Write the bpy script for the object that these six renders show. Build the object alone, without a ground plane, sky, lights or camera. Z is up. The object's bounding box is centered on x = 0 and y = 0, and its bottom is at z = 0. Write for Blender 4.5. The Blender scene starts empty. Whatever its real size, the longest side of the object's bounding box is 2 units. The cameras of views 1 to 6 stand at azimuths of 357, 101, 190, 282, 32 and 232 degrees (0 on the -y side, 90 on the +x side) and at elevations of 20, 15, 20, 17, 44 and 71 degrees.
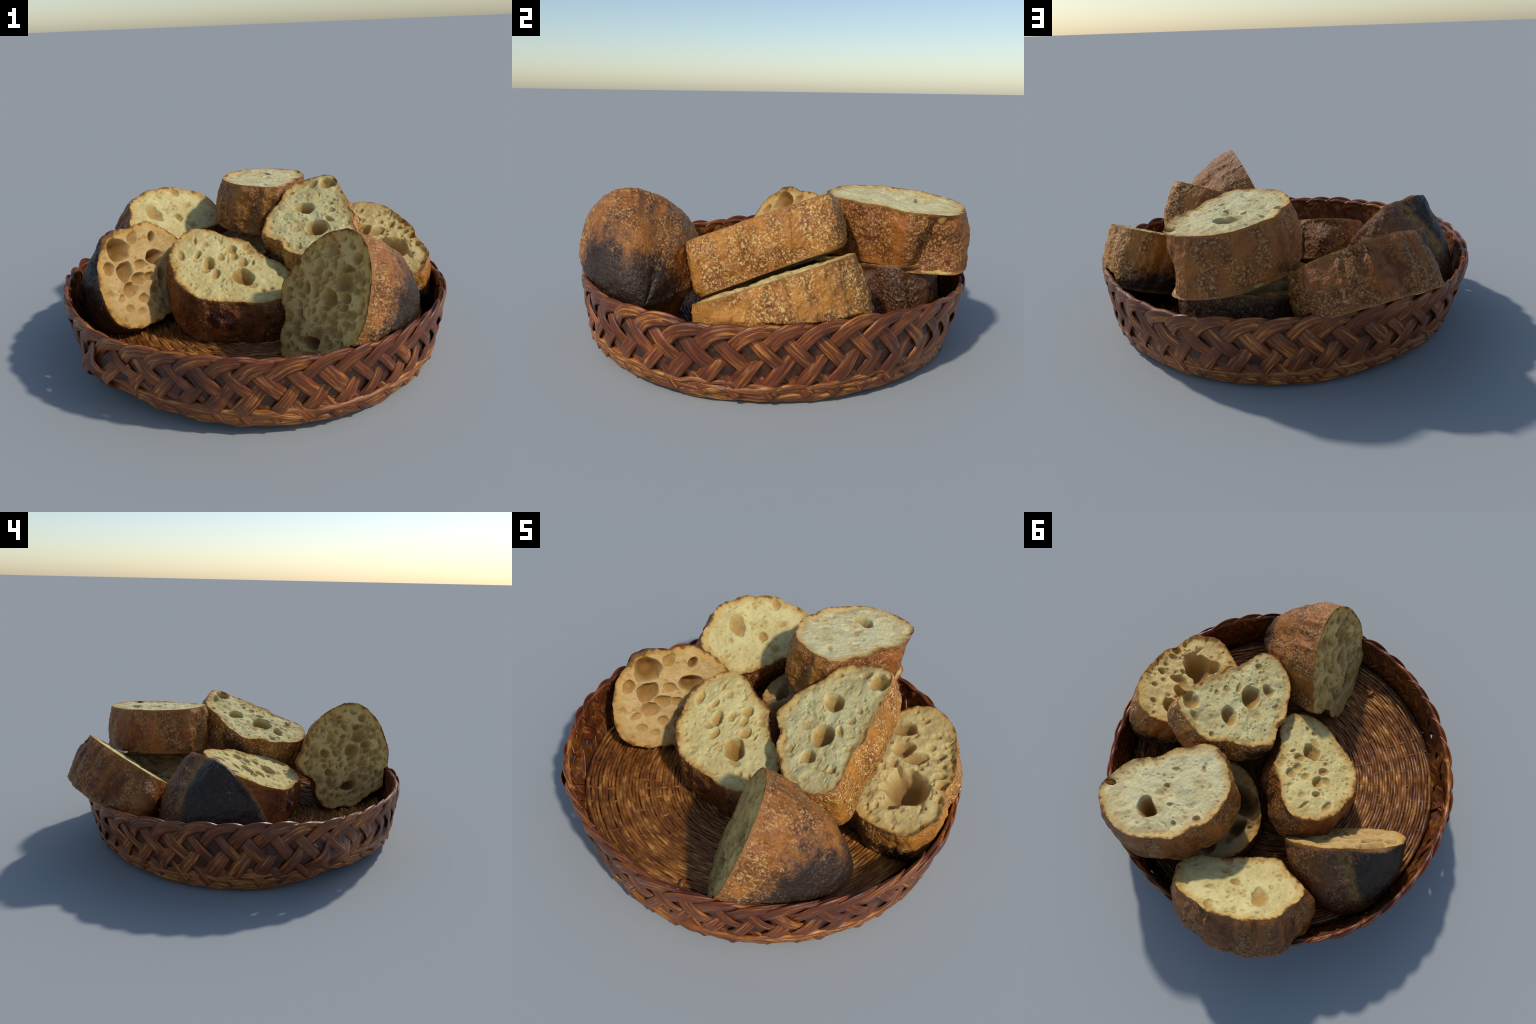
# A round wicker basket holding eight pieces of crusty sourdough bread.
import bpy, math
import numpy as np
from mathutils import Matrix, Vector

RNG = np.random.default_rng(7)
TAU = 2 * math.pi

# ------------------------------------------------------------------ helpers
def _hash(ix, iy, iz, seed):
    h = (ix.astype(np.int64) * 374761393 + iy.astype(np.int64) * 668265263
         + iz.astype(np.int64) * 2147483647 + seed * 974634777) & 0xFFFFFFFF
    h = ((h ^ (h >> 13)) * 1274126177) & 0xFFFFFFFF
    h = ((h ^ (h >> 16)) * 2246822519) & 0xFFFFFFFF
    return ((h ^ (h >> 15)) & 0xFFFF) / 32767.5 - 1.0


def noise(p, scale=1.0, seed=0):
    """smooth value noise in [-1, 1] at points p (n,3)"""
    q = np.asarray(p, float) * scale + 100.0
    i = np.floor(q).astype(np.int64)
    f = q - i
    f = f * f * f * (f * (f * 6 - 15) + 10)
    out = 0
    for dx in (0, 1):
        for dy in (0, 1):
            for dz in (0, 1):
                w = ((f[:, 0] if dx else 1 - f[:, 0]) * (f[:, 1] if dy else 1 - f[:, 1])
                     * (f[:, 2] if dz else 1 - f[:, 2]))
                out = out + w * _hash(i[:, 0] + dx, i[:, 1] + dy, i[:, 2] + dz, seed)
    return out


def fbm(p, scale, seed=0, octaves=4, gain=0.5):
    out, a = 0, 1.0
    for o in range(octaves):
        out = out + a * noise(p, scale * 2.03 ** o, seed + 17 * o)
        a *= gain
    return out


def smooth(e0, e1, x):
    t = np.clip((x - e0) / (e1 - e0), 0, 1)
    return t * t * (3 - 2 * t)


def periodic(values, theta):
    """smooth periodic curve through equally spaced control values"""
    v = np.asarray(values, float)
    n = len(v)
    u = (np.asarray(theta) / TAU * n) % n
    i = np.floor(u).astype(int)
    t = u - i
    a, b, c, d = v[(i - 1) % n], v[i % n], v[(i + 1) % n], v[(i + 2) % n]
    return 0.5 * (2 * b + (c - a) * t + (2 * a - 5 * b + 4 * c - d) * t ** 2 + (3 * b - 3 * c + d - a) * t ** 3)


def wave(coef, theta):
    """Fourier series: mean, then cosine and sine pairs"""
    out = np.full_like(np.asarray(theta, float), coef[0])
    for k in range(1, (len(coef) - 1) // 2 + 1):
        out = out + coef[2 * k - 1] * np.cos(k * theta) + coef[2 * k] * np.sin(k * theta)
    return out


def face_frame(n):
    n = np.asarray(n, float)
    n = n / np.linalg.norm(n)
    x = np.cross([0, 1, 0], n) if abs(n[1]) < 0.8 else np.cross([0, 0, 1], n)
    x /= np.linalg.norm(x)
    return x, np.cross(n, x), n


def grid_faces(rows, cols, wrap=False, flip=False, offset=0):
    c2 = cols if wrap else cols - 1
    r, c = np.meshgrid(np.arange(rows - 1), np.arange(c2), indexing="ij")
    a = r * cols + c
    b = r * cols + (c + 1) % cols
    f = np.stack([a, b, b + cols, a + cols], -1).reshape(-1, 4)
    return (f[:, ::-1] if flip else f) + offset


def make_mesh(name, verts, faces, material, attrs=None, smooth_shade=True):
    me = bpy.data.meshes.new(name)
    verts = np.asarray(verts, np.float32)
    faces = np.asarray(faces, np.int32)
    me.vertices.add(len(verts))
    me.vertices.foreach_set("co", verts.ravel())
    k = faces.shape[1]
    me.loops.add(len(faces) * k)
    me.loops.foreach_set("vertex_index", faces.ravel())
    me.polygons.add(len(faces))
    me.polygons.foreach_set("loop_start", np.arange(0, len(faces) * k, k, dtype=np.int32))
    if smooth_shade:
        me.polygons.foreach_set("use_smooth", np.ones(len(faces), bool))
    for nm, val in (attrs or {}).items():
        at = me.attributes.new(nm, "FLOAT", "POINT")
        at.data.foreach_set("value", np.asarray(val, np.float32))
    me.update(calc_edges=True)
    me.validate()
    if material:
        me.materials.append(material)
    return me


def add_object(name, data, parent=None, matrix=None):
    ob = bpy.data.objects.new(name, data)
    bpy.context.scene.collection.objects.link(ob)
    if parent:
        ob.parent = parent
    if matrix is not None:
        ob.matrix_local = matrix
    return ob


# ---------------------------------------------------------------- materials
class Nodes:
    def __init__(self, name):
        self.mat = bpy.data.materials.new(name)
        self.mat.use_nodes = True
        self.t = self.mat.node_tree
        self.t.nodes.clear()
        self.out = self.t.nodes.new("ShaderNodeOutputMaterial")
        self.bsdf = self.t.nodes.new("ShaderNodeBsdfPrincipled")
        self.t.links.new(self.bsdf.outputs[0], self.out.inputs[0])
        self.obj = self.t.nodes.new("ShaderNodeTexCoord").outputs["Object"]

    def put(self, sock, val):
        if isinstance(val, bpy.types.NodeSocket):
            self.t.links.new(val, sock)
        elif isinstance(val, (tuple, list)) and len(val) == 3 and sock.type == "RGBA":
            sock.default_value = (*val, 1)
        else:
            sock.default_value = val

    def math(self, op, a, b=0.0, c=0.0, clamp=False):
        n = self.t.nodes.new("ShaderNodeMath")
        n.operation, n.use_clamp = op, clamp
        for s, v in zip(n.inputs, (a, b, c)):
            self.put(s, v)
        return n.outputs[0]

    def scaled(self, vec, s, loc=(0, 0, 0)):
        n = self.t.nodes.new("ShaderNodeMapping")
        self.put(n.inputs["Vector"], vec)
        n.inputs["Scale"].default_value = s
        n.inputs["Location"].default_value = loc
        return n.outputs[0]

    def noise(self, vec, scale, detail=4, rough=0.55, dist=0.0):
        n = self.t.nodes.new("ShaderNodeTexNoise")
        self.put(n.inputs["Vector"], vec)
        self.put(n.inputs["Scale"], scale)
        n.inputs["Detail"].default_value = detail
        n.inputs["Roughness"].default_value = rough
        n.inputs["Distortion"].default_value = dist
        return n.outputs["Fac"]

    def voronoi(self, vec, scale, feature="F1"):
        n = self.t.nodes.new("ShaderNodeTexVoronoi")
        n.feature = feature
        self.put(n.inputs["Vector"], vec)
        n.inputs["Scale"].default_value = scale
        return n.outputs["Distance"]

    def ramp(self, fac, lo, hi, a=0.0, b=1.0):
        n = self.t.nodes.new("ShaderNodeMapRange")
        n.interpolation_type = "SMOOTHSTEP"
        self.put(n.inputs["Value"], fac)
        for k, v in zip(("From Min", "From Max", "To Min", "To Max"), (lo, hi, a, b)):
            self.put(n.inputs[k], v)
        return n.outputs[0]

    def mix(self, fac, a, b, mode="MIX"):
        n = self.t.nodes.new("ShaderNodeMix")
        n.data_type, n.blend_type = "RGBA", mode
        self.put(n.inputs[0], fac)
        self.put(n.inputs[6], a)
        self.put(n.inputs[7], b)
        return n.outputs[2]

    def attr(self, name):
        n = self.t.nodes.new("ShaderNodeAttribute")
        n.attribute_name = name
        return n.outputs["Fac"]

    def random(self):
        return self.t.nodes.new("ShaderNodeObjectInfo").outputs["Random"]

    def distance(self, p):
        n = self.t.nodes.new("ShaderNodeVectorMath")
        n.operation = "DISTANCE"
        self.put(n.inputs[0], self.obj)
        n.inputs[1].default_value = p
        return n.outputs["Value"]

    def vmath(self, op, a, b):
        n = self.t.nodes.new("ShaderNodeVectorMath")
        n.operation = op
        self.put(n.inputs[0], a)
        if op == "SCALE":
            self.put(n.inputs["Scale"], b)
        else:
            self.put(n.inputs[1], b)
        return n.outputs["Value"] if op in ("DOT_PRODUCT", "DISTANCE") else n.outputs["Vector"]

    def line_distance(self, p0, p1):
        d = Vector(p1) - Vector(p0)
        rel = self.vmath("SUBTRACT", self.obj, tuple(p0))
        t = self.math("DIVIDE", self.vmath("DOT_PRODUCT", rel, tuple(d)), d.length_squared, clamp=True)
        return self.vmath("DISTANCE", rel, self.vmath("SCALE", tuple(d), t))

    def bump(self, height, strength, dist, normal=None):
        n = self.t.nodes.new("ShaderNodeBump")
        n.inputs["Strength"].default_value = strength
        n.inputs["Distance"].default_value = dist
        self.put(n.inputs["Height"], height)
        if normal is not None:
            self.put(n.inputs["Normal"], normal)
        return n.outputs[0]

    def finish(self, color, rough, bump=None, spec=0.35):
        self.put(self.bsdf.inputs["Base Color"], color)
        self.put(self.bsdf.inputs["Roughness"], rough)
        self.bsdf.inputs["Specular IOR Level"].default_value = spec
        if bump is not None:
            self.put(self.bsdf.inputs["Normal"], bump)
        return self.mat


def crumb_material(name, pale, tan, seed):
    """soft bread inside: pale, mottled, tan in the gas holes, toasted at the crust"""
    n = Nodes(name)
    v = n.scaled(n.obj, (1, 1, 1), (seed * 3.1, seed * 1.7, seed * 0.9))
    mott = n.noise(v, 9, 5, 0.6)
    fine = n.noise(v, 55, 4, 0.6)
    col = n.mix(n.ramp(mott, 0.40, 0.68), pale, tuple(p * 0.6 + t * 0.4 for p, t in zip(pale, tan)))
    col = n.mix(n.ramp(fine, 0.52, 0.74, 0, 0.5), col, tan)
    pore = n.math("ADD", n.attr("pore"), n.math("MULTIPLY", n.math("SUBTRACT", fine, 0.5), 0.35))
    deep = tuple(t * f for t, f in zip(tan, (0.55, 0.47, 0.38)))  # tan darkened to paint the shade at the bottom of big holes
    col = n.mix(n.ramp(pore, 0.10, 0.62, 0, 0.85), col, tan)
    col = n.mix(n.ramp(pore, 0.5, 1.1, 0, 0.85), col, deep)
    edge = n.math("ADD", n.attr("edge"), n.math("MULTIPLY", n.math("SUBTRACT", n.noise(v, 22, 4), 0.5), 0.07))
    col = n.mix(n.ramp(edge, 0.062, 0.0, 0, 0.72), col, (0.54, 0.28, 0.048))
    col = n.mix(n.ramp(edge, 0.015, -0.004, 0, 0.92), col, (0.17, 0.055, 0.012))
    grain = n.math("ADD", n.noise(v, 90, 5, 0.65), n.math("MULTIPLY", n.voronoi(v, 70), 0.6))
    return n.finish(col, 0.8, n.bump(grain, 0.32, 0.005), 0.25)


def crust_material(name, base, flour, burnt, seed, speckle=1.0, spots=(), bare=(), gold=()):
    """baked crust: brown with floury blisters, burnt zones and smooth bare bands.
    spots: (local point, inner radius, outer radius) burnt; bare: the same, no flour"""
    n = Nodes(name)
    v = n.scaled(n.obj, (1, 1, 1), (seed * 2.3, seed * 4.1, seed * 1.3))
    big = n.noise(v, 5, 4, 0.55)
    mid = n.noise(v, 20, 4, 0.6)
    blister = n.noise(v, 84, 3, 0.6, 0.7)
    cells = n.voronoi(v, 96)
    crack = n.voronoi(n.scaled(v, (1, 1, 1.3)), 42, "DISTANCE_TO_EDGE")
    dark = tuple(b * f for b, f in zip(base, (0.45, 0.34, 0.26)))
    warm = (base[0] * 1.3, base[1] * 1.35, base[2] * 1.2)
    col = n.mix(n.ramp(mid, 0.33, 0.66), dark, base)
    col = n.mix(n.ramp(big, 0.45, 0.7, 0, 0.8), col, warm)
    col = n.mix(n.ramp(n.math("ADD", crack, n.math("MULTIPLY", mid, 0.2)), 0.22, 0.08, 0, 0.55), col, dark)
    band = n.noise(n.scaled(v, (1, 1, 0.5)), 7.5, 3, 0.5)
    zone = n.ramp(band, 0.38, 0.52, 0.18, 1.0)
    col = n.mix(n.ramp(band, 0.50, 0.34, 0, 0.55), col, warm)
    col = n.mix(n.ramp(band, 0.52, 0.66, 0, 0.6), col, dark)
    for p, r0, r1 in bare:
        d = n.math("ADD", n.distance(p), n.math("MULTIPLY", n.math("SUBTRACT", mid, 0.5), 0.12))
        zone = n.math("MULTIPLY", zone, n.ramp(d, r0, r1, 0.05, 1.0))
    fl = n.math("MULTIPLY", n.ramp(blister, 0.46, 0.60, 0, 0.9), n.ramp(cells, 0.85, 0.35))
    fl = n.math("MULTIPLY", n.math("MULTIPLY", fl, zone), speckle, clamp=True)
    burn = None
    for p, r0, r1 in spots:
        d = n.math("ADD", n.distance(p), n.math("MULTIPLY", n.math("SUBTRACT", mid, 0.5), 0.16))
        d = n.math("ADD", d, n.math("MULTIPLY", n.math("SUBTRACT", blister, 0.5), 0.10))
        m = n.ramp(d, r0, r1, 1.0, 0.0)
        burn = m if burn is None else n.math("MAXIMUM", burn, m)
    if burn is not None:
        col = n.mix(n.math("MULTIPLY", burn, 0.97), col, burnt)
        fl = n.math("MULTIPLY", fl, n.math("SUBTRACT", 1.0, n.math("MULTIPLY", burn, 0.86)))
    for p0, p1, r0, r1 in gold:
        d = n.math("ADD", n.line_distance(p0, p1), n.math("MULTIPLY", n.math("SUBTRACT", mid, 0.5), 0.05))
        g = n.ramp(d, r0, r1, 0.65, 0.0)
        streak = n.ramp(n.noise(n.scaled(v, (1.6, 1.6, 0.25)), 26, 3), 0.35, 0.6, 0.35, 1.0)
        col = n.mix(n.math("MULTIPLY", g, streak), col, (0.44, 0.215, 0.04))
        fl = n.math("MULTIPLY", fl, n.math("SUBTRACT", 1.0, g))
    col = n.mix(fl, col, flour)
    edge = n.math("ADD", n.attr("edge"), n.math("MULTIPLY", n.math("SUBTRACT", mid, 0.5), 0.03))
    col = n.mix(n.ramp(edge, 0.016, 0.0, 0, 0.7), col, (0.36, 0.15, 0.03))
    h = n.math("ADD", n.math("MULTIPLY", blister, 1.0), n.math("MULTIPLY", n.noise(v, 130, 3), 0.4))
    rough = n.ramp(fl, 0, 1, 0.40, 0.75)
    return n.finish(col, rough, n.bump(h, 0.7, 0.008), 0.35)


def straw_material(name, dark, mid, light, fibre=(2.2, 5.0), rough=0.42, streak=1.0, plain=False):
    """lacquered palm strip: fibres run along the strand, colour differs per strand"""
    n = Nodes(name)
    if plain:
        v = n.scaled(n.obj, (20, 20, 20))
    else:
        cb = n.t.nodes.new("ShaderNodeCombineXYZ")
        n.put(cb.inputs[0], n.math("MULTIPLY", n.attr("across"), fibre[0]))
        n.put(cb.inputs[1], n.math("MULTIPLY", n.attr("along"), fibre[1]))
        n.put(cb.inputs[2], n.math("MULTIPLY", n.random(), 37.0))
        v = cb.outputs[0]
    fib = n.noise(v, 1.6, 5, 0.62)
    slow = n.noise(v, 0.7, 2, 0.5)
    patch = n.noise(n.obj, 4.0, 3, 0.6)
    col = n.mix(n.ramp(n.math("ADD", n.math("MULTIPLY", fib, 0.6), n.math("MULTIPLY", patch, 0.4)), 0.36, 0.62), dark, mid)
    amt = n.math("ADD", n.math("MULTIPLY", patch, 0.55), n.math("MULTIPLY", slow, 0.6))
    col = n.mix(n.math("MULTIPLY", n.math("MULTIPLY", n.ramp(fib, 0.47, 0.66), n.ramp(amt, 0.48, 0.72)), streak), col, light)
    return n.finish(col, rough, n.bump(fib, 0.6, 0.006), 0.5)


# ------------------------------------------------------------------- basket
RIM_R = [0.9745, 0.0045, 0.0045, 0.009, -0.0044, -0.0051, -0.0016, 0.0016, -0.0083, 0.0052, -0.0006, 0.0, -0.0012]
RIM_Z = [0.3769, -0.013, -0.0046, 0.0016, 0.0082, -0.0044, -0.001, 0.0017, 0.0028, -0.005, -0.0025]
FOOT_R = [0.915, 0.020, -0.015, 0.004, -0.002, 0.0, -0.005]
FOOT_Z = [0.064, -0.003, -0.014, -0.0029, 0.0018, 0.0022, 0.0002, -0.006, -0.004]


def angle_from(theta, degrees):
    return (theta - math.radians(degrees) + math.pi) % TAU - math.pi


def foot_r(theta):
    return wave(FOOT_R, theta) - 0.016 * np.exp(-(angle_from(theta, -134) / 0.30) ** 2)


def foot_z(theta):
    """height of the foot: the basket sits crooked, lifted at the front left"""
    return wave(FOOT_Z, theta) + 0.026 * np.exp(-(angle_from(theta, -130) / 0.36) ** 2) + 0.010 * np.exp(-(angle_from(theta, 125) / 0.7) ** 2)


def wall(theta, t, out=0.0):
    """point of the basket wall: t = 0 at the foot, 1 at the rim, out = outward offset"""
    theta, t = np.broadcast_arrays(np.asarray(theta, float), np.asarray(t, float))
    r = foot_r(theta) * (1 - t) + wave(RIM_R, theta) * t + 0.004 * np.sin(np.pi * np.clip(t, 0, 1)) + out
    turn = angle_from(theta, -139)
    r = r + 0.085 * np.exp(-(turn / 0.14) ** 2) * np.exp(-((t - 0.38) / 0.26) ** 2)
    z = foot_z(theta) * (1 - t) + wave(RIM_Z, theta) * t
    return np.stack([r * np.cos(theta), r * np.sin(theta), z], -1)


def ribbon(path, across, normal, width, thick, ridges=3, k=9):
    """flat strip with rounded edges and lengthwise grooves; path, across, normal (n,3)"""
    n = len(path)
    u = np.linspace(-1, 1, k)
    lens = np.sqrt(np.clip(1 - np.abs(u) ** 5, 0, 1))
    groove = 0.16 * np.cos(u * math.pi * ridges)
    top = thick * (0.5 * lens + groove * lens * 0.6 + 0.25 * (1 - u ** 2))
    bot = -thick * 0.5 * lens
    prof_u = np.r_[u, u[::-1][1:-1]]
    prof_h = np.r_[top, bot[::-1][1:-1]]
    w = np.broadcast_to(np.asarray(width, float), (n,))
    v = (path[:, None] + across[:, None] * (prof_u[None, :, None] * w[:, None, None] * 0.5)
         + normal[:, None] * prof_h[None, :, None])
    m = len(prof_u)
    f = grid_faces(n, m, wrap=True)
    verts = np.vstack([v.reshape(-1, 3), path[:1], path[-1:]])
    i = np.arange(m)
    j = (i + 1) % m
    cap0 = np.stack([np.full(m, n * m), j, i, i], -1)
    cap1 = np.stack([np.full(m, n * m + 1), (n - 1) * m + i, (n - 1) * m + j, (n - 1) * m + j], -1)
    step = np.r_[0, np.cumsum(np.linalg.norm(np.diff(path, axis=0), axis=1))]
    along = np.r_[np.repeat(step, m), step[0], step[-1]]
    across = np.r_[np.tile(prof_u, n), 0, 0]
    return verts, f, cap0[:, :3], cap1[:, :3], {"along": along, "across": across}


def ribbon_mesh(name, *a, material=None, **k):
    verts, f, c0, c1, attrs = ribbon(*a, **k)
    tri = np.vstack([f[:, [0, 1, 2]], f[:, [0, 2, 3]], c0, c1])
    return make_mesh(name, verts, tri, material, attrs)


def strand_on_wall(theta, t, out, width, thick, name, material, ridges=3):
    p = wall(theta, t, out)
    tang = np.gradient(p, axis=0)
    tang /= np.linalg.norm(tang, axis=1, keepdims=True)
    nrm = np.stack([np.cos(theta), np.sin(theta), np.full_like(theta, 0.0)], -1)
    acr = np.cross(nrm, tang)
    acr /= np.linalg.norm(acr, axis=1, keepdims=True)
    nrm = np.cross(tang, acr)
    return ribbon_mesh(name, p, acr, nrm, width, thick, ridges=ridges, material=material)


def tube_ring(name, centre, radius, material, k=7, flat=1.0):
    """closed tube along a closed curve (n,3)"""
    n = len(centre)
    tang = np.roll(centre, -1, 0) - np.roll(centre, 1, 0)
    tang /= np.linalg.norm(tang, axis=1, keepdims=True)
    rad = centre * [1, 1, 0]
    rad = rad / np.linalg.norm(rad, axis=1, keepdims=True)
    up = np.cross(rad, tang)
    up /= np.linalg.norm(up, axis=1, keepdims=True)
    up *= np.sign(up[:, 2:3] + 1e-9)
    a = np.linspace(0, TAU, k, endpoint=False)
    radius = np.broadcast_to(np.asarray(radius, float), (n,))
    v = centre[:, None] + radius[:, None, None] * (rad[:, None] * np.cos(a)[None, :, None]
                                                  + up[:, None] * (np.sin(a) * flat)[None, :, None])
    f = grid_faces(n, k, wrap=True)
    last = np.stack([(n - 1) * k + np.arange(k), (n - 1) * k + (np.arange(k) + 1) % k,
                     (np.arange(k) + 1) % k, np.arange(k)], -1)
    step = np.cumsum(np.linalg.norm(np.roll(centre, -1, 0) - centre, axis=1))
    attrs = {"along": np.repeat(step, k), "across": np.tile(np.sin(a), n)}
    return make_mesh(name, v.reshape(-1, 3), np.vstack([f, last])[:, ::-1], material, attrs)


FLOOR_R = np.array([0.0, 0.30, 0.55, 0.72, 0.82, 0.88, 0.93])
FLOOR_Z = np.array([0.11, 0.11, 0.118, 0.136, 0.150, 0.170, 0.21])


def floor_z(r):
    return np.interp(r, FLOOR_R, FLOOR_Z)


def build_basket():
    basket = add_object("wicker_basket", None)
    basket.empty_display_size = 0.2
    basket["label"] = "round brown woven wicker bread basket with braided rim"
    basket["category"] = "basket"
    strip_mat = straw_material("palm_strip", (0.09, 0.019, 0.006), (0.245, 0.060, 0.0115), (0.62, 0.245, 0.043), rough=0.34)
    foot_mat = straw_material("foot_straw", (0.14, 0.036, 0.007), (0.37, 0.112, 0.018), (0.72, 0.34, 0.072), (1.2, 7.0), 0.36)
    weft_mat = straw_material("floor_straw", (0.12, 0.036, 0.008), (0.35, 0.127, 0.022), (0.64, 0.32, 0.075), (0.5, 8.0), 0.42)
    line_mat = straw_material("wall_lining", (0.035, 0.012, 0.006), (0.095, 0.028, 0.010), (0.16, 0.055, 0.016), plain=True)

    count = 44
    step = TAU / count
    # leaning strips: over, under, over - and the braided rim arch
    for i in range(count):
        th0 = i * step + RNG.normal(0, 0.010)
        s = np.linspace(0, 1, 54)
        t = np.interp(s, [0, 0.5, 0.70, 0.82, 0.92, 1.0], [-0.02, 0.60, 0.88, 0.965, 0.945, 0.86])
        run = np.interp(s, [0, 0.5, 0.70, 0.82, 0.92, 1.0], [0, 1.25, 1.9, 2.5, 3.1, 3.45])
        t = np.convolve(np.pad(t, 4, "edge"), np.ones(9) / 9, "valid")
        out = 0.0095 * np.cos(TAU * (t - 0.28) / 0.58) + 0.003
        out = np.where(s > 0.66, np.interp(s, [0.66, 0.74, 0.84, 0.92, 1], [0.011, 0.013, 0.007, -0.006, -0.018]), out)
        width = 0.074 * (1 + 0.12 * RNG.normal()) * np.interp(s, [0, 0.1, 0.6, 0.82, 1], [0.7, 1, 1.0, 0.85, 0.6])
        me = strand_on_wall(th0 + run * step * 0.82, t + 0.022 * RNG.normal() * s, out + 0.002 * RNG.normal(), width, 0.0085, "leaning_strip", strip_mat)
        add_object("leaning_strip", me, basket)
    # crossing strips lie over in the middle of the wall
    for i in range(count):
        th0 = (i + 0.42) * step + RNG.normal(0, 0.012)
        s = np.linspace(0, 1, 34)
        t = 0.93 - 0.95 * s
        out = -0.0095 * np.cos(TAU * (t - 0.28) / 0.58) + 0.003
        width = 0.066 * (1 + 0.14 * RNG.normal())
        me = strand_on_wall(th0 + s * step * 2.0, t, out, width, 0.0085, "crossing_strip", strip_mat, ridges=4)
        add_object("crossing_strip", me, basket)

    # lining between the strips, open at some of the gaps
    cols, rows = 880, 60
    th = np.arange(cols) / cols * TAU
    tt = np.linspace(-0.05, 0.96, rows)
    T, H = np.meshgrid(tt, th, indexing="ij")
    verts = wall(H.ravel(), T.ravel(), 0.0)
    faces = grid_faces(rows, cols, wrap=True)
    mid = np.stack([H.ravel()[faces].mean(1), T.ravel()[faces].mean(1)], 1)
    keep = np.ones(len(faces), bool)
    for az, row in GAPS:
        # the openings of the weave lie midway between neighbouring strips
        shift, t0 = ((0.86, 0.246), (0.252, 0.535))[row]
        k = round(math.radians(az) / step - shift)
        d = angle_from(mid[:, 0], math.degrees((k + shift) * step))
        keep &= (d * 0.96 / 0.026) ** 2 + ((mid[:, 1] - t0) * 0.32 / 0.027) ** 2 > 1
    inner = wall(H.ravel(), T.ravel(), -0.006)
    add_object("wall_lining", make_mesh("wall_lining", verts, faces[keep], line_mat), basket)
    inner_mat = straw_material("inner_lining", (0.085, 0.024, 0.007), (0.22, 0.07, 0.013), (0.46, 0.19, 0.035), plain=True)  # tinted brighter orange for sunlight falling on the inside wall
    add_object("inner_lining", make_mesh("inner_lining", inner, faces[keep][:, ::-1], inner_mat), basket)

    # rim cord under the arches
    th = np.linspace(0, TAU, 720, endpoint=False)
    c = wall(th, np.full(720, 0.955), -0.004) + np.stack([0 * th, 0 * th, 0.004 * np.sin(th * count)], -1)
    add_object("rim_cord", tube_ring("rim_cord", c, 0.013, strip_mat, 10), basket)

    # foot: loose bundles of flattened straw running round, now and then crossing
    for k in range(9):
        th = np.linspace(0, TAU, 1100, endpoint=False)
        ring = np.stack([np.cos(th), np.sin(th), 0 * th + 0.7 * k], -1)
        lift = fbm(ring, 3.5, 3 + k, 3)
        bulge = fbm(ring, 7, 43 + k, 3)
        hh = -0.040 + 0.010 * k + 0.016 * lift
        r = foot_r(th) + np.interp(hh, [-0.05, -0.02, 0.03, 0.06], [-0.035, -0.006, 0.012, 0.004]) + 0.007 * bulge
        z = np.maximum(foot_z(th) + hh, 0.018)
        rr = 0.012 * (1 + 0.3 * noise(ring, 16, 70 + k))
        add_object("foot_straw", tube_ring("foot_straw", np.stack([r * np.cos(th), r * np.sin(th), z], -1), rr, foot_mat, 8, 1.15), basket)

    # underside
    th = np.linspace(0, TAU, 240, endpoint=False)
    prof = [(0.0, 0.006), (0.30, 0.002), (0.55, 0.004), (0.72, 0.016), (0.83, 0.036), (1.0, 0.0)]
    rows = []
    for k, (r, z) in enumerate(prof):
        if k == len(prof) - 1:
            rows.append(wall(th, np.full(240, 0.02), -0.006))
        else:
            rr = max(r, 0.002)
            rows.append(np.stack([rr * np.cos(th), rr * np.sin(th), z - 0.045 * rr * np.sin(th) * (np.sin(th) < 0)], -1))
    v = np.vstack(rows)
    add_object("underside", make_mesh("underside", v, grid_faces(len(prof), 240, True)[:, ::-1], foot_mat), basket)
    # floor bed
    rs = np.linspace(0.003, 0.905, 40)
    v = np.vstack([np.stack([r * np.cos(th), r * np.sin(th), np.full(240, floor_z(r) - 0.009)], -1) for r in rs])
    add_object("floor_bed", make_mesh("floor_bed", v, grid_faces(40, 240, True), line_mat), basket)

    # floor weft: round after round, over and under the spokes
    spokes = 54
    r, k = 0.03, 0
    while r < 0.892:
        n = 720 if r > 0.3 else 360
        th = np.linspace(0, TAU, n, endpoint=False)
        q = np.stack([np.cos(th) * r, np.sin(th) * r, 0 * th], -1)
        warp = th + 0.03 * noise(q, 4.0, 5)
        z = floor_z(r) + 0.0038 * np.sin(warp * spokes / 2 + math.pi * (k // 2 % 2)) + 0.006 * fbm(q, 6, 21, 3)
        rr = r + 0.004 * fbm(q, 5, 33 + k % 7, 3) + 0.010 * noise(q, 2.2, 91)
        rad = (0.0098 + 0.0016 * noise(q, 30, 50 + k)) * (1 + 0.1 * RNG.normal())
        add_object("floor_straw", tube_ring("floor_straw", np.stack([rr * np.cos(th), rr * np.sin(th), z], -1), rad, weft_mat, 7, 0.8), basket)
        r += 0.0168
        k += 1
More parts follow.
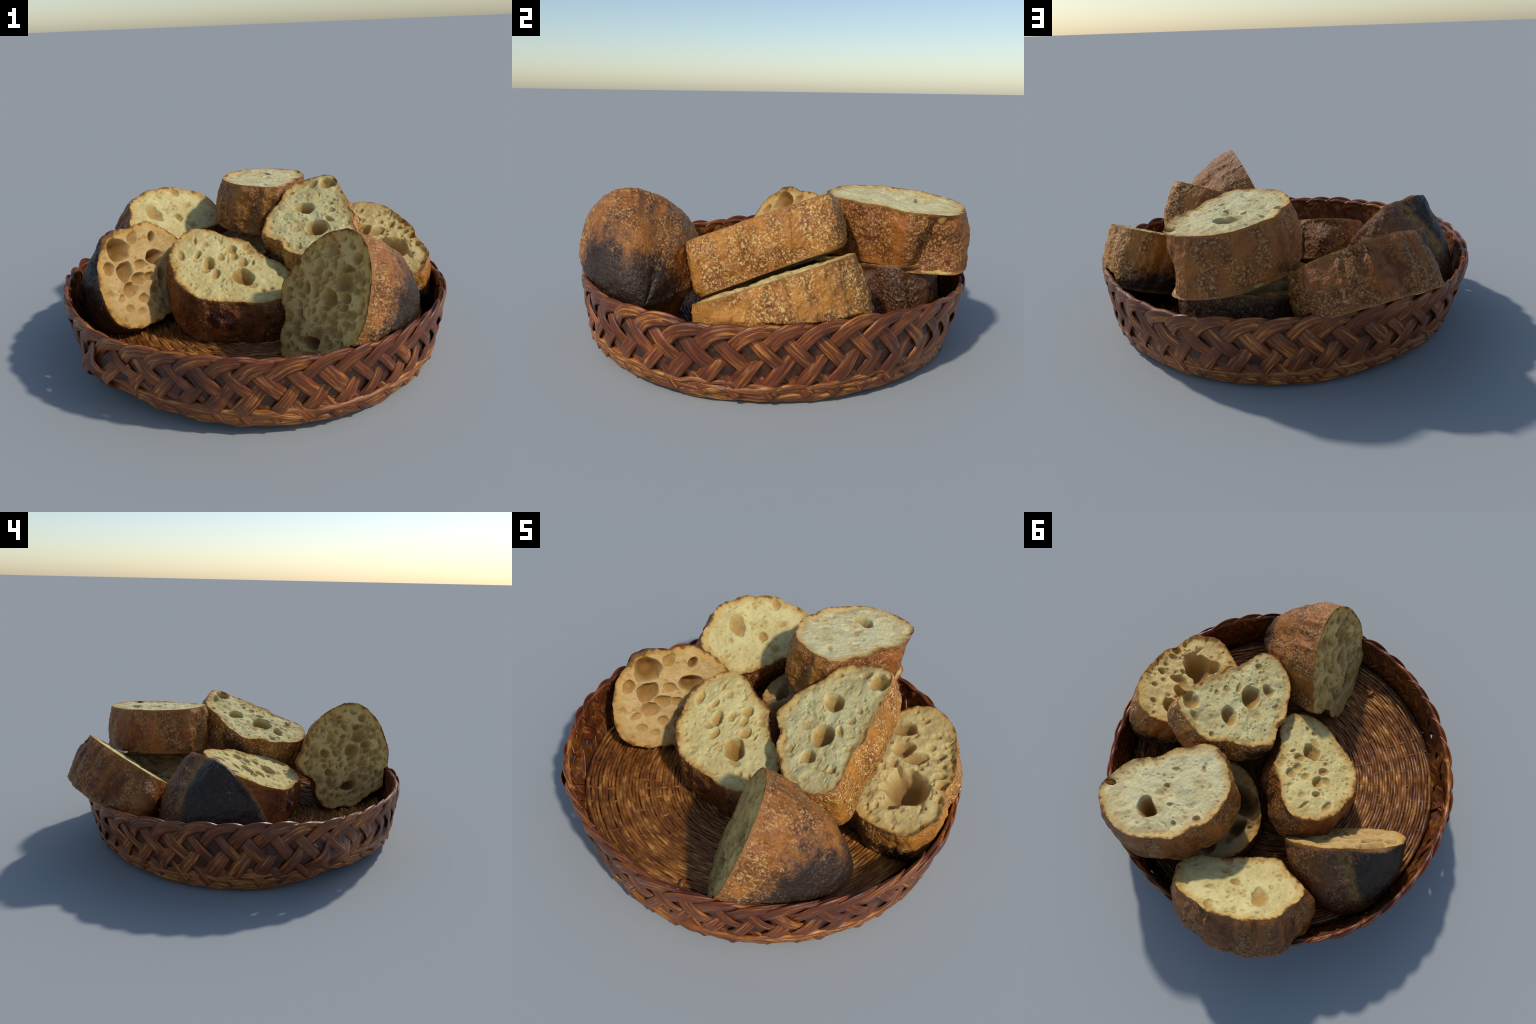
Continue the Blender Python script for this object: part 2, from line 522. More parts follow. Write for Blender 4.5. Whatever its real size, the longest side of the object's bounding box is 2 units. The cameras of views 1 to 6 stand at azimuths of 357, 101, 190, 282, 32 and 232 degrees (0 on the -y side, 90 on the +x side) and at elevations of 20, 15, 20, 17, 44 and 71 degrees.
    for i in range(spokes):
        a = (i + 0.5) / spokes * TAU + 0.01 * RNG.normal()
        rr = np.linspace(0.16, 0.90, 60)
        p = np.stack([rr * math.cos(a), rr * math.sin(a), floor_z(rr) - 0.008], -1)
        acr = np.tile([-math.sin(a), math.cos(a), 0.0], (60, 1))
        up = np.tile([0.0, 0.0, 1.0], (60, 1))
        add_object("floor_spoke", ribbon_mesh("floor_spoke", p, acr, up, np.interp(rr, [0.16, 0.9], [0.006, 0.013]), 0.010, material=weft_mat), basket)
    # a knot of straw on the floor near the front
    me = tube_ring("straw_knot", np.stack([0.022 * np.cos(th), 0.022 * np.sin(th), 0 * th], -1), 0.02, weft_mat, 12)
    add_object("straw_knot", me, basket, Matrix.Translation((0.11, -0.79, 0.14)) @ Matrix.Rotation(1.2, 4, "Y") @ Matrix.Scale(0.7, 4))
    return basket


# see-through openings: azimuth in degrees from +x, and row of the weave
GAPS = [(-104, 0), (-96, 0), (-87, 0), (-81, 1), (-76, 0), (-45, 1), (-37, 0), (-28, 1), (-112, 1), (-121, 1), (-129, 1), (-146, 1), (-155, 1), (-165, 1),
        (66, 1), (58, 1), (62, 0), (92, 1), (24, 1), (14, 1), (2, 1), (170, 1), (148, 1), (-58, 1)]


# -------------------------------------------------------------------- bread
def disc_grid(n):
    """square grid warped to the unit disc: returns rho, theta, quads, border loop order"""
    g = np.linspace(-1, 1, n)
    a, b = np.meshgrid(g, g, indexing="xy")
    big = np.abs(a) >= np.abs(b)
    rho = np.where(big, np.abs(a), np.abs(b))
    with np.errstate(divide="ignore", invalid="ignore"):
        th = np.where(big, (np.pi / 4) * b / a + np.where(a < 0, np.pi, 0), np.pi / 2 - (np.pi / 4) * a / b + np.where(b < 0, np.pi, 0))
    th = np.nan_to_num(th)
    idx = np.arange(n * n).reshape(n, n)
    loop = np.r_[idx[0, :-1], idx[:-1, -1], idx[-1, :0:-1], idx[:0:-1, 0]]
    return rho.ravel(), th.ravel() % TAU, grid_faces(n, n), loop


def pore_field(xy, pores, seed, jitter=0.26, placed=0, warp=0.006):
    """depth and openness (0..1.3) of gas holes on a cut face"""
    depth = np.zeros(len(xy))
    tone = np.zeros(len(xy))
    p3 = np.c_[xy, np.full(len(xy), seed * 0.37)]
    wob = 1 + jitter * fbm(p3, 13, seed, 2)
    xy = xy + warp * np.stack([fbm(p3, 15, seed + 31, 2), fbm(p3, 15, seed + 37, 2)], -1)
    torn = 1 + 0.45 * fbm(p3, 30, seed + 9, 2)
    for k, (cx, cy, ax, ay, bx, by, dp) in enumerate(pores):
        small = k >= placed
        reach = 1.3 * (math.hypot(ax, ay) + math.hypot(bx, by))
        sel = np.where((np.abs(xy[:, 0] - cx) < reach) & (np.abs(xy[:, 1] - cy) < reach))[0]
        if not len(sel):
            continue
        inv = np.linalg.inv(np.array([[ax, bx], [ay, by]]))
        q = np.linalg.norm((xy[sel] - [cx, cy]) @ inv.T, axis=1) * (torn if small else wob)[sel]
        bowl = np.clip(1 - q ** 2, 0, 1) ** (0.95 if small else 0.62 if dp < 0.085 else 0.95) * smooth(1.12, 0.85, q)
        depth[sel] = np.maximum(depth[sel], bowl * dp)
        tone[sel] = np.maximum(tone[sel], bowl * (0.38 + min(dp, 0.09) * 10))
    return depth, tone


def random_pores(radii, count, size, depth, rng, stretch=1.6, inner=0.93):
    out = []
    lean = rng.uniform(0, math.pi)
    for _ in range(count):
        th, rho = rng.uniform(0, TAU), math.sqrt(rng.uniform(0, 1)) * inner
        r = float(periodic(radii, th)) * rho
        s = size * math.exp(rng.normal(0, 0.55))
        k = math.exp(abs(rng.normal(0, 0.3))) ** (stretch - 1) * 1.1
        a = lean + rng.normal(0, 0.5)
        ax, ay = math.cos(a) * s * k, math.sin(a) * s * k
        out.append((r * math.cos(th), r * math.sin(th), ax, ay, -ay / k / k, ax / k / k, min(depth, s * 0.9)))
    return out


def build_piece(name, spec):
    rng = np.random.default_rng(spec["seed"])
    seed = spec["seed"]
    X, Y, N = face_frame(spec["n"])

    def inside(v):
        """push whatever would pierce the basket wall or floor back inside"""
        w = v @ np.stack([X, Y, N]) + c
        ang = np.arctan2(w[:, 1], w[:, 0])
        r = np.hypot(w[:, 0], w[:, 1])
        t = (w[:, 2] - foot_z(ang)) / (wave(RIM_Z, ang) - foot_z(ang))
        room = foot_r(ang) * (1 - t) + wave(RIM_R, ang) * t - 0.028
        lim = np.where(t < 1.02, np.minimum(r, room), r)
        w[:, :2] *= (lim / np.maximum(r, 1e-6))[:, None]
        w[:, 2] = np.maximum(w[:, 2], floor_z(lim) + 0.006)
        return (w - c) @ np.stack([X, Y, N]).T

    c = np.array(spec["c"], float)
    M = Matrix(((X[0], Y[0], N[0], c[0]), (X[1], Y[1], N[1], c[1]), (X[2], Y[2], N[2], c[2]), (0, 0, 0, 1)))
    Rt = np.stack([X, Y, N])  # world -> local

    def local(p):
        return tuple(float(x) for x in Rt @ (np.array(p) - c))

    top = add_object(name, None, matrix=M)
    top.empty_display_size = 0.1
    top["label"], top["category"] = spec["label"], "bread"

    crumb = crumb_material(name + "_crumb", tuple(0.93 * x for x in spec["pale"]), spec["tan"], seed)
    crust = crust_material(name + "_crust", spec["crust"], spec.get("flour", (0.60, 0.36, 0.12)), spec.get("burnt", (0.024, 0.014, 0.010)), seed,
                           spec.get("speckle", 1.0), [(local(p), a, b) for p, a, b in spec.get("spots", ())],
                           [(local(p), a, b) for p, a, b in spec.get("bare", ())], [(local(p), local(q), a, b) for p, q, a, b in spec.get("gold", ())])

    n = spec.get("grid", 170)
    rho, th, quads, loop = disc_grid(n)

    def outline(theta):
        ring = np.stack([np.cos(theta), np.sin(theta), np.full_like(theta, seed * 1.3)], -1)
        return periodic(spec["r"], theta) + 0.0045 * fbm(ring, 7, seed, 4) + 0.002 * noise(ring, 45, seed + 5)

    R = outline(th)

    def cut_face(sign, pores, extra, to_local, rough):
        xy = np.stack([rho * R * np.cos(th), rho * R * np.sin(th)], -1)
        allp = list(pores) + random_pores(spec["r"], *extra, rng)
        depth, tone = pore_field(xy, allp, seed + (0 if sign > 0 else 40), placed=len(pores), warp=spec.get("warp", 0.006))
        margin = (1 - rho) * R
        p3 = np.c_[xy, np.full(len(xy), 0.3 * seed)]
        lift = rough * fbm(p3, 7, seed + 11, 3) + 0.0032 * fbm(p3, 19, seed + 12, 2) + 0.0024 * fbm(p3, 45, seed + 13, 3)
        lift *= smooth(0, 0.03, margin)
        lift += 0.006 * smooth(0.03, 0.0, margin) - depth * smooth(0.0, 0.02, margin)
        lift += spec.get("dish", 0.0) * (1 - rho ** 2)
        v = to_local(xy, sign * lift)
        f = quads if sign > 0 else quads[:, ::-1]
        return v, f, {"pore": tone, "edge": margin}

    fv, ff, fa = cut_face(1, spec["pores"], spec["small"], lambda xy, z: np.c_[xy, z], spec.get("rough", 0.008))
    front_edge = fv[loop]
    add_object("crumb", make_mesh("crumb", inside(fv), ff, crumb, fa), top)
    lth = th[loop]
    m = len(loop)

    if "back" in spec:
        d, sx, sy, sc, ta, tb = spec["back"]

        def to_back(xy, z):
            q = xy * sc
            return np.c_[q[:, 0] + sx, q[:, 1] + sy, d + q[:, 0] * ta + q[:, 1] * tb + z]

        bv, bf, ba = cut_face(-1, [], spec["small"], to_back, 0.006)
        back_edge = bv[loop]
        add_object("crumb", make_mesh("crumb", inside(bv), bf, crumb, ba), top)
        rows = spec.get("rows", 64)
        s = np.linspace(0, 1, rows)[:, None, None]
        ideal = periodic(spec["r"], lth) / R[loop]
        plain_f, plain_b = front_edge * np.c_[ideal, ideal, 0 * ideal], back_edge * 1.0
        plain_b[:, :2] = (back_edge[:, :2] - [sx, sy]) * ideal[:, None] + [sx, sy]
        keep = np.exp(-np.minimum(s, 1 - s) / 0.10)
        side = (front_edge * keep + plain_f * (1 - keep)) * (1 - s) + (back_edge * keep + plain_b * (1 - keep)) * s
        span = np.linalg.norm(back_edge - front_edge, axis=1)
        edge = np.minimum(s[..., 0], 1 - s[..., 0]) * span[None]
        taper = smooth(0.0, 0.10, np.minimum(s, 1 - s))[..., 0]
        bulge = spec.get("bulge", 0.02) * (1 - (2 * s[..., 0] - 1) ** 2)
    else:
        rows = spec.get("rows", 110)
        s1 = np.linspace(0, 1, rows)
        p, q = spec["dome"]
        along = np.sin(s1 * math.pi / 2) ** 1.0
        scale = np.clip(1 - along ** p, 0, 1) ** q
        scale[-1] = 0.0
        ax, ay, az = Rt @ (np.array(spec["apex"]) - c)
        bend = along ** 1.5
        s = s1[:, None, None]
        ideal = (periodic(spec["r"], lth) / R[loop])[None, :, None]
        fade = np.exp(-s / 0.06)
        flat = front_edge * [1, 1, 0] * (fade + (1 - fade) * ideal)
        side = flat * scale[:, None, None] + np.stack([ax * bend, ay * bend, az * along], -1)[:, None]
        side[0] = front_edge
        edge = np.broadcast_to((along * abs(az))[:, None], (rows, m))
        taper = (smooth(0, 0.06, s1) * smooth(1.0, 0.9, s1))[:, None] * np.ones((1, m))
        bulge = np.zeros((rows, m))

    outdir = np.stack([np.cos(lth), np.sin(lth), 0 * lth], -1)[None]
    p3 = side.reshape(-1, 3)
    shape = (rows, m)
    disp = bulge + taper * (0.008 * fbm(p3, 9, seed + 21, 3) + 0.0035 * fbm(p3, 38, seed + 22, 3) + 0.0012 * noise(p3, 130, seed + 23)).reshape(shape)
    ss = s[..., 0] * np.ones((1, m))
    twist = lth[None] + 0.12 * ss
    fold = np.stack([np.cos(twist), np.sin(twist), 0 * twist + seed], -1).reshape(-1, 3)
    weight = taper * (0.0065 if "back" in spec else 0.004 * smooth(0.35, 0.0, ss))
    disp = disp + weight * (0.75 - 2.2 * np.abs(fbm(fold, 4.5, seed + 61, 2))).reshape(shape)
    for a0, a1, w, dp in spec.get("grooves", ()):
        line = np.radians(a0 + (a1 - a0) * ss)
        dd = (lth[None] - line + np.pi) % TAU - np.pi
        disp = disp - taper * dp * np.exp(-(dd / math.radians(w)) ** 2)
    for p, rad, dp in spec.get("dents", ()):
        dd = np.linalg.norm(side - np.array(local(p)), axis=2)
        disp = disp - dp * np.exp(-(dd / rad) ** 2) * smooth(0.0, 0.02, ss)
    side = side + outdir * disp[..., None]
    side[0] = front_edge
    if "back" in spec:
        side[-1] = back_edge
    f = grid_faces(rows, m, wrap=True, flip=True)
    sideo = add_object("crust", make_mesh("crust", inside(side.reshape(-1, 3)), f, crust, {"edge": edge.ravel()}), top)
    return top


CREAM, TAN = (0.75, 0.625, 0.265), (0.43, 0.245, 0.058)
BROWN = (0.27, 0.10, 0.028)

PIECES = [
    # the slab on top at the back
    dict(seed=3, label="thick slice of crusty bread lying flat on top", c=(0.118, 0.633, 0.742), n=(0.067, 0.052, 0.997), back=(-0.262, -0.019, 0.028, 1.06, -0.04, 0.03),
         r=[0.236, 0.273, 0.301, 0.345, 0.345, 0.32, 0.3, 0.277, 0.253, 0.237, 0.239, 0.231, 0.229, 0.262, 0.279, 0.299, 0.324, 0.325, 0.341, 0.325, 0.264, 0.242, 0.21, 0.205],
         pores=[(0.001, 0.129, -0.032, -0.041, -0.058, 0.037, 0.13), (0.034, -0.021, -0.009, -0.012, -0.011, 0.007, 0.015), (0.076, -0.104, -0.013, -0.017, -0.011, 0.007, 0.012), (-0.012, -0.218, -0.009, -0.012, -0.022, 0.015, 0.015), (-0.151, 0.064, -0.008, -0.01, -0.014, 0.009, 0.015), (-0.204, -0.039, -0.014, -0.018, -0.018, 0.012, 0.02), (0.232, 0.2, -0.021, -0.027, -0.017, 0.01, 0.04), (-0.058, 0.024, -0.009, -0.012, -0.009, 0.006, 0.012)],
         small=(70, 0.008, 0.005), warp=0.002, pale=(0.74, 0.655, 0.345), tan=TAN, crust=(0.32, 0.098, 0.017), speckle=0.9, grooves=[(41, 17, 6, 0.04), (150, 150, 6, 0.01), (262, 258, 5, 0.012), (275, 272, 4, 0.012)], bulge=0.012,
         bare=[((-0.15, 0.71, 0.6), 0.07, 0.13)], dents=[((0.35, 0.84, 0.53), 0.10, 0.065), ((-0.02, 0.93, 0.50), 0.09, 0.03)], gold=[((-0.03, 0.33, 0.72), (0.0, 0.33, 0.5), 0.02, 0.07), ((0.11, 0.28, 0.72), (0.13, 0.30, 0.5), 0.02, 0.07)]),
    # the tilted slice beside it
    dict(seed=5, label="tilted crusty bread slice with two large holes", c=(0.335, 0.019, 0.646), n=(-0.218, -0.365, 0.905), back=(-0.245, 0.0, -0.02, 0.98, 0.024, 0.033),
         r=[0.204, 0.219, 0.239, 0.287, 0.369, 0.364, 0.342, 0.325, 0.265, 0.253, 0.257, 0.258, 0.278, 0.245, 0.232, 0.261, 0.273, 0.316, 0.357, 0.38, 0.369, 0.272, 0.22, 0.224],
         pores=[(-0.026, 0.119, 0.064, 0.013, 0.025, -0.052, 0.055), (0.005, -0.064, 0.056, 0.014, 0.028, -0.058, 0.065), (-0.014, -0.191, 0.036, 0.009, 0.018, -0.035, 0.04), (0.142, 0.261, 0.042, 0.008, 0.016, -0.036, 0.045), (0.13, -0.231, 0.024, 0.007, 0.01, -0.02, 0.02), (0.075, -0.027, 0.019, 0.005, 0.016, -0.033, 0.018), (-0.067, 0.273, 0.024, 0.004, 0.009, -0.018, 0.018), (0.102, 0.034, 0.025, 0.006, 0.01, -0.022, 0.015), (0.064, 0.297, 0.035, 0.006, 0.009, -0.02, 0.018), (0.118, 0.093, 0.019, 0.004, 0.007, -0.016, 0.012), (-0.119, -0.177, 0.018, 0.004, 0.014, -0.027, 0.012)],
         small=(110, 0.008, 0.006), rough=0.012, pale=(0.74, 0.645, 0.30), tan=TAN, crust=(0.46, 0.175, 0.028), speckle=1.1, flour=(0.78, 0.51, 0.185), grooves=[(195, 200, 8, 0.02)], gold=[((0.2, -0.2, 0.55), (0.2, -0.15, 0.4), 0.03, 0.08)], spots=[((0.06, 0.1, 0.52), 0.04, 0.16)], burnt=(0.05, 0.018, 0.008)),
    # the slice in the middle of the front
    dict(seed=8, label="thick bread slice leaning in the middle", c=(-0.142, -0.117, 0.45), n=(0.035, -0.382, 0.923), back=(-0.23, 0.02, -0.03, 1.12, 0.05, 0.12),
         r=[0.313, 0.24, 0.217, 0.22, 0.236, 0.241, 0.248, 0.311, 0.357, 0.347, 0.33, 0.299, 0.272, 0.27, 0.26, 0.252, 0.252, 0.247, 0.243, 0.255, 0.301, 0.345, 0.367, 0.37],
         pores=[(0.088, -0.058, 0.06, -0.002, -0.002, -0.051, 0.07), (0.092, 0.037, 0.032, -0.001, -0.001, -0.035, 0.03), (-0.084, 0.043, 0.028, -0.001, -0.0, -0.05, 0.04), (-0.145, 0.109, 0.02, -0.001, 0.0, -0.036, 0.03), (-0.161, 0.211, 0.012, -0.0, 0.001, -0.039, 0.015), (-0.235, 0.102, 0.019, -0.001, 0.001, -0.035, 0.02), (0.035, 0.143, 0.029, -0.001, -0.001, -0.035, 0.025), (-0.052, -0.035, 0.027, -0.001, -0.0, -0.035, 0.025), (0.044, 0.093, 0.024, -0.001, -0.001, -0.03, 0.02), (-0.03, 0.085, 0.023, -0.001, -0.0, -0.03, 0.018), (0.232, -0.145, 0.018, -0.001, -0.001, -0.016, 0.02), (0.185, -0.159, 0.016, -0.001, -0.001, -0.018, 0.02), (0.145, 0.035, 0.009, -0.0, -0.001, -0.021, 0.02), (0.124, -0.119, 0.032, -0.001, -0.001, -0.02, 0.015), (-0.108, 0.184, 0.021, -0.001, 0.0, -0.027, 0.012), (0.123, 0.12, 0.02, -0.001, -0.001, -0.022, 0.012), (-0.184, -0.109, 0.013, -0.0, 0.0, -0.014, 0.01), (-0.017, -0.078, 0.014, -0.0, -0.0, -0.015, 0.01), (-0.107, -0.009, 0.026, -0.001, 0.0, -0.021, 0.02)],
         small=(120, 0.008, 0.007), pale=CREAM, tan=TAN, crust=(0.22, 0.075, 0.02), speckle=0.7, grooves=[(230, 232, 5, 0.015), (250, 252, 4, 0.01), (120, 125, 6, 0.012)],
         bare=[((-0.38, -0.24, 0.31), 0.08, 0.14), ((-0.05, -0.36, 0.25), 0.08, 0.14)], spots=[((-0.21, -0.34, 0.26), 0.02, 0.06), ((-0.13, -0.35, 0.26), 0.02, 0.06)], burnt=(0.04, 0.014, 0.008)),
    # the burnt heel on the left
    dict(seed=11, label="dark burnt end piece of a crusty loaf", c=(-0.554, -0.019, 0.4), n=(0.724, -0.544, 0.424), apex=(-0.87, 0.20, 0.13), dome=(1.95, 0.62),
         r=[0.25, 0.28, 0.30, 0.31, 0.305, 0.33, 0.325, 0.312, 0.301, 0.297, 0.28, 0.267, 0.293, 0.297, 0.308, 0.322, 0.32, 0.335, 0.35, 0.339, 0.305, 0.27, 0.25, 0.24],
         pores=[(-0.213, -0.057, 0.042, 0.059, 0.056, -0.061, 0.1), (-0.107, -0.101, 0.033, 0.043, 0.037, -0.04, 0.07), (-0.133, 0.165, 0.015, 0.021, 0.016, -0.018, 0.07), (-0.043, 0.117, 0.049, 0.067, 0.036, -0.041, 0.09), (-0.072, 0.007, 0.023, 0.031, 0.02, -0.022, 0.03), (-0.026, -0.057, 0.032, 0.041, 0.021, -0.023, 0.04), (-0.017, -0.14, 0.027, 0.034, 0.026, -0.029, 0.04), (0.069, -0.113, 0.022, 0.026, 0.017, -0.019, 0.025), (-0.016, -0.223, 0.015, 0.018, 0.013, -0.015, 0.02), (-0.203, 0.064, 0.02, 0.028, 0.024, -0.026, 0.03), (0.012, 0.002, 0.024, 0.031, 0.016, -0.019, 0.03), (-0.181, -0.182, 0.019, 0.025, 0.023, -0.024, 0.04), (0.048, -0.223, 0.018, 0.022, 0.013, -0.014, 0.02), (0.104, -0.177, 0.016, 0.019, 0.011, -0.013, 0.015), (0.091, -0.009, 0.022, 0.028, 0.016, -0.019, 0.02), (0.051, 0.077, 0.02, 0.025, 0.029, -0.033, 0.05)],
         small=(60, 0.01, 0.01), rough=0.014, pale=(0.68, 0.45, 0.175), tan=(0.40, 0.215, 0.055), crust=(0.15, 0.055, 0.02), speckle=0.8, flour=(0.42, 0.24, 0.10),
         spots=[((-0.80, -0.10, 0.48), 0.20, 0.30), ((-0.80, -0.2, 0.3), 0.2, 0.32)], gold=[((-0.64, 0.09, 0.63), (-0.83, 0.14, 0.42), 0.012, 0.05), ((-0.72, -0.17, 0.54), (-0.72, -0.20, 0.50), 0.02, 0.055)],
         dents=[((-0.65, 0.11, 0.61), 0.04, 0.025), ((-0.71, 0.12, 0.54), 0.04, 0.02), ((-0.77, 0.13, 0.45), 0.04, 0.015), ((-0.76, -0.17, 0.52), 0.055, 0.05), ((-0.74, -0.08, 0.64), 0.07, -0.03)]),
    # the upright heel at the front right
    dict(seed=14, label="upright crusty loaf end with open crumb", c=(0.285, -0.624, 0.46), n=(-0.848, -0.388, 0.361), apex=(0.745, -0.43, 0.32), dome=(1.9, 0.67), dish=0.01,
         r=[0.356, 0.33, 0.31, 0.299, 0.294, 0.289, 0.297, 0.336, 0.313, 0.28, 0.345, 0.372, 0.338, 0.329, 0.302, 0.301, 0.321, 0.299, 0.292, 0.301, 0.301, 0.319, 0.336, 0.353],
         pores=[(0.13, -0.073, 0.025, -0.045, -0.027, -0.02, 0.04), (0.263, -0.09, 0.017, -0.033, -0.023, -0.017, 0.03), (0.035, -0.034, 0.026, -0.045, -0.035, -0.027, 0.045), (0.22, 0.061, 0.013, -0.026, -0.012, -0.009, 0.03), (0.086, -0.122, 0.022, -0.038, -0.022, -0.017, 0.04), (-0.195, -0.033, 0.032, -0.05, -0.02, -0.015, 0.08), (-0.196, 0.093, 0.014, -0.022, -0.029, -0.023, 0.03), (-0.128, 0.102, 0.015, -0.024, -0.02, -0.016, 0.035), (-0.009, 0.144, 0.012, -0.021, -0.022, -0.018, 0.035), (-0.089, 0.139, 0.01, -0.018, -0.015, -0.012, 0.02), (0.049, -0.134, 0.018, -0.031, -0.013, -0.01, 0.03), (0.046, -0.199, 0.018, -0.03, -0.016, -0.012, 0.025), (0.199, -0.054, 0.017, -0.032, -0.014, -0.011, 0.035), (0.126, 0.036, 0.011, -0.02, -0.011, -0.008, 0.025), (-0.012, -0.035, 0.019, -0.032, -0.013, -0.01, 0.025), (0.008, 0.076, 0.01, -0.017, -0.024, -0.019, 0.025), (-0.089, -0.227, 0.011, -0.017, -0.017, -0.013, 0.02), (-0.037, 0.234, 0.007, -0.013, -0.011, -0.009, 0.02), (0.252, 0.063, 0.01, -0.021, -0.009, -0.007, 0.03), (0.186, 0.036, 0.008, -0.016, -0.022, -0.016, 0.025), (0.29, -0.028, 0.01, -0.022, -0.011, -0.008, 0.02), (0.199, -0.127, 0.009, -0.018, -0.017, -0.013, 0.02), (-0.05, -0.052, 0.015, -0.025, -0.012, -0.009, 0.02), (-0.008, -0.111, 0.014, -0.023, -0.016, -0.012, 0.02), (0.003, -0.189, 0.015, -0.024, -0.01, -0.007, 0.02), (-0.125, -0.11, 0.012, -0.019, -0.016, -0.012, 0.02), (-0.068, -0.134, 0.014, -0.022, -0.013, -0.01, 0.02)],
         small=(340, 0.012, 0.02), rough=0.008, pale=(0.80, 0.53, 0.18), tan=(0.40, 0.21, 0.06), crust=(0.33, 0.112, 0.019), speckle=0.9, flour=(0.66, 0.4, 0.16),  # pale is warmed to counter bluish skylight on this shaded cut face
         spots=[((0.68, -0.66, 0.36), 0.17, 0.31), ((0.76, -0.43, 0.34), 0.14, 0.28), ((0.62, -0.62, 0.6), -0.04, 0.15)], grooves=[(20, 40, 10, 0.015)]),
    # the wide slice on the right
    dict(seed=17, label="wide bread slice with one cavernous hole", spots=[((0.55, -0.2, 0.12), 0.16, 0.26), ((0.85, -0.2, 0.15), 0.10, 0.18), ((0.8, 0.35, 0.1), 0.2, 0.34), ((0.6, 0.5, 0.15), 0.2, 0.3)], c=(0.706, 0.088, 0.451), n=(-0.167, -0.353, 0.921), bulge=0.01, back=(-0.28, -0.01, -0.025, 1.04, -0.007, -0.02),  # spots blacken the lower crust for the shadowed gap below, no char there
         r=[0.215, 0.235, 0.25, 0.272, 0.319, 0.372, 0.414, 0.40, 0.36, 0.33, 0.30, 0.28, 0.27, 0.27, 0.27, 0.27, 0.26, 0.27, 0.272, 0.292, 0.308, 0.292, 0.275, 0.238],
         pores=[(0.035, -0.045, 0.112, 0.036, 0.045, -0.102, 0.135), (0.127, 0.169, 0.023, 0.007, 0.006, -0.016, 0.03), (0.018, 0.115, 0.06, 0.017, 0.014, -0.034, 0.045), (-0.05, 0.15, 0.07, 0.02, 0.018, -0.04, 0.055), (-0.093, 0.255, 0.065, 0.017, 0.02, -0.045, 0.06), (0.074, 0.259, 0.022, 0.007, 0.005, -0.013, 0.025), (-0.074, 0.368, 0.008, 0.002, 0.003, -0.008, 0.01), (0.153, 0.119, 0.017, 0.006, 0.005, -0.012, 0.02), (-0.067, 0.06, 0.022, 0.007, 0.008, -0.019, 0.02), (-0.013, 0.325, 0.022, 0.006, 0.006, -0.015, 0.02), (0.069, 0.197, 0.021, 0.007, 0.006, -0.014, 0.015), (0.192, 0.017, 0.03, 0.01, 0.008, -0.02, 0.03), (0.164, 0.061, 0.028, 0.009, 0.006, -0.015, 0.02), (0.062, 0.068, 0.021, 0.007, 0.005, -0.012, 0.02), (0.203, -0.052, 0.015, 0.005, 0.007, -0.017, 0.02)],
         small=(150, 0.009, 0.01), rough=0.012, warp=0.003, pale=(0.70, 0.54, 0.215), tan=(0.44, 0.27, 0.085), crust=(0.46, 0.175, 0.028), speckle=1.1, flour=(0.78, 0.51, 0.185)),
    # the slice hanging over the rim at the back left
    dict(seed=20, label="bread slice hanging over the basket rim", c=(-0.451, 0.6, 0.544), n=(0.403, -0.441, 0.802), back=(-0.24, -0.001, -0.049, 1.09, 0.108, -0.047),
         r=[0.225, 0.295, 0.35, 0.338, 0.325, 0.293, 0.249, 0.243, 0.225, 0.213, 0.228, 0.232, 0.248, 0.267, 0.272, 0.305, 0.331, 0.303, 0.284, 0.295, 0.255, 0.222, 0.212, 0.21],
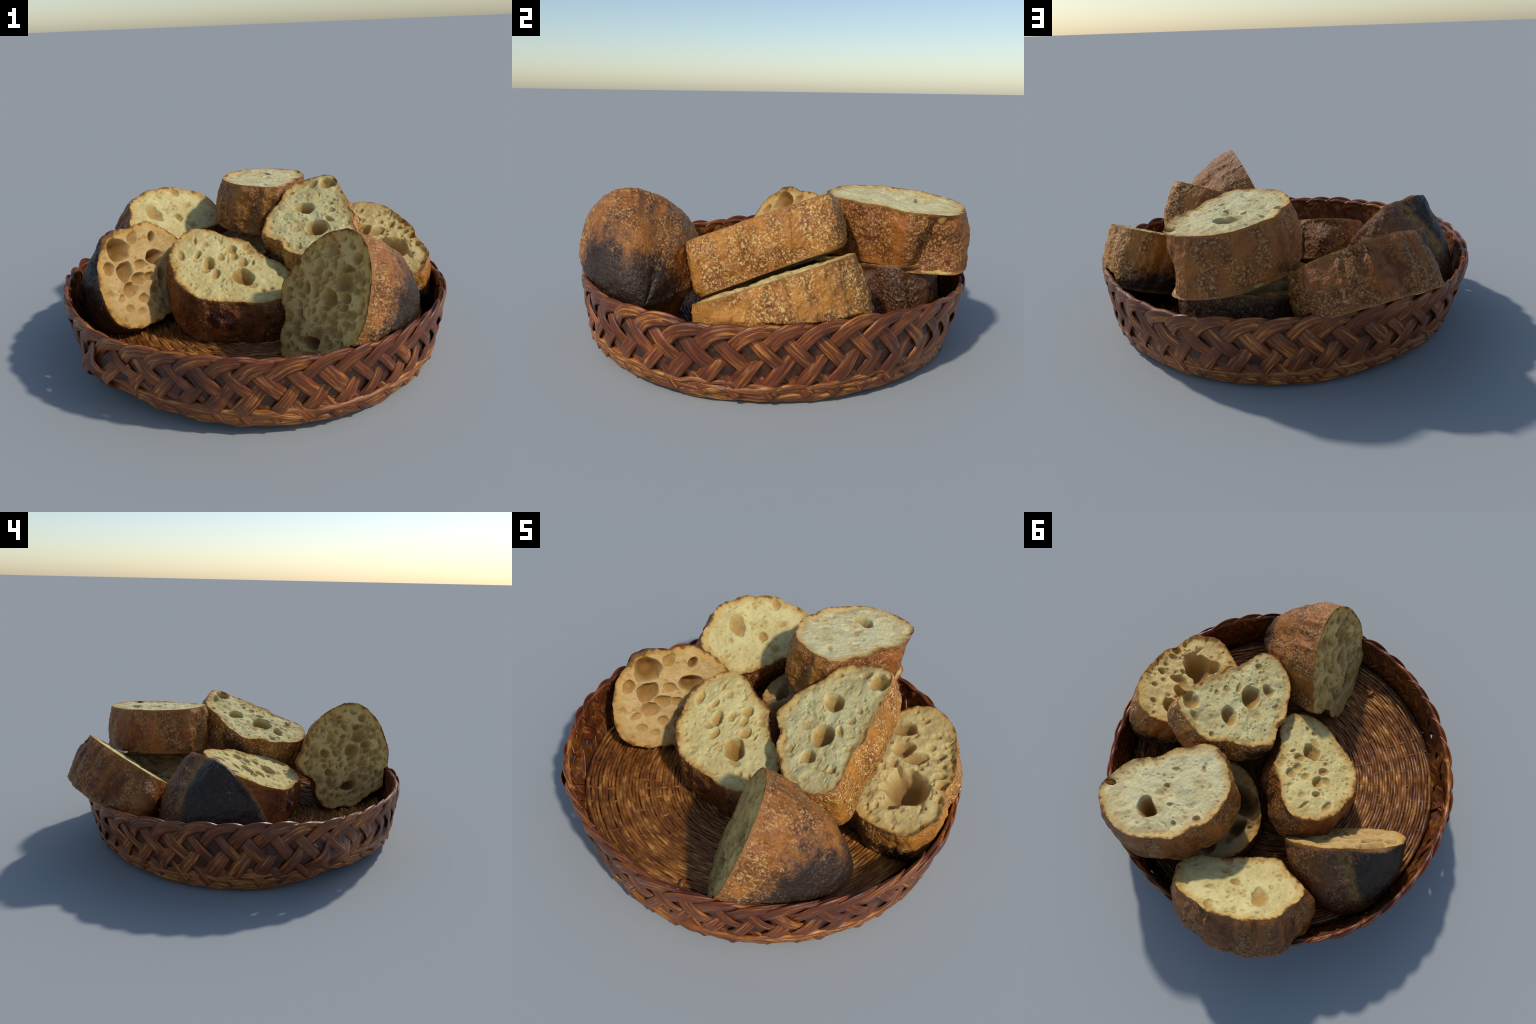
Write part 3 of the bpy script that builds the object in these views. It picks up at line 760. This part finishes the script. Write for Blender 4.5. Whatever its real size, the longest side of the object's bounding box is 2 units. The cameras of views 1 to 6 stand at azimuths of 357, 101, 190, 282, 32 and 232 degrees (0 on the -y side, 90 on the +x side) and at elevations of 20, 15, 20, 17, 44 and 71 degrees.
         pores=[(-0.099, -0.053, -0.021, -0.044, -0.058, 0.035, 0.03), (0.042, 0.002, -0.012, -0.025, -0.022, 0.013, 0.03), (-0.036, 0.2, -0.014, -0.028, -0.03, 0.016, 0.02), (-0.08, -0.144, -0.008, -0.015, -0.018, 0.011, 0.012), (-0.132, -0.264, -0.005, -0.009, -0.014, 0.009, 0.01), (0.067, 0.146, -0.009, -0.019, -0.015, 0.008, 0.015), (0.142, 0.005, -0.014, -0.03, -0.023, 0.013, 0.015), (-0.02, -0.223, -0.01, -0.02, -0.014, 0.009, 0.01), (0.082, 0.281, -0.011, -0.022, -0.02, 0.009, 0.012), (0.1, -0.112, -0.009, -0.02, -0.015, 0.009, 0.01)],
         small=(100, 0.008, 0.007), pale=(0.78, 0.655, 0.285), tan=TAN, crust=(0.29, 0.09, 0.016), speckle=0.75, grooves=[(200, 205, 4, 0.012), (165, 168, 3, 0.010), (225, 228, 4, 0.01), (100, 100, 5, 0.02)],
         bare=[((-0.78, 0.56, 0.50), 0.07, 0.12), ((-0.58, 0.83, 0.55), 0.07, 0.12)], dents=[((-0.71, 0.34, 0.41), 0.07, -0.02)]),
    # the slice buried below the slab
    dict(seed=23, label="dark crusted slice buried under others", c=(0.04, 0.48, 0.40), n=(-0.2, -0.03, 0.98), back=(-0.34, -0.04, 0.0, 1.0, 0.1, 0.05),
         r=[0.32, 0.345, 0.39, 0.405, 0.385, 0.36, 0.335, 0.315, 0.30, 0.30, 0.32, 0.31, 0.31, 0.31, 0.31, 0.30, 0.29, 0.29, 0.29, 0.29, 0.28, 0.28, 0.29, 0.30],
         pores=[(-0.07, -0.17, 0.11, 0.02, 0.0, 0.08, 0.13), (-0.2, -0.06, 0.04, 0.01, -0.01, 0.06, 0.08), (-0.17, 0.12, 0.05, 0.01, -0.01, 0.06, 0.06), (-0.22, 0.02, 0.02, 0.0, 0.0, 0.03, 0.03)],
         small=(80, 0.01, 0.012), grid=120, rows=50, rough=0.02, pale=(0.50, 0.34, 0.14), tan=(0.28, 0.15, 0.045), crust=(0.11, 0.04, 0.018), speckle=0.7, flour=(0.42, 0.24, 0.10), grooves=[(5, 25, 8, 0.03), (30, 50, 5, 0.02)]),
]


if __name__ == "__main__":
    build_basket()
    for spec in PIECES:
        build_piece("bread_heel" if "dome" in spec else "bread_slice", spec)
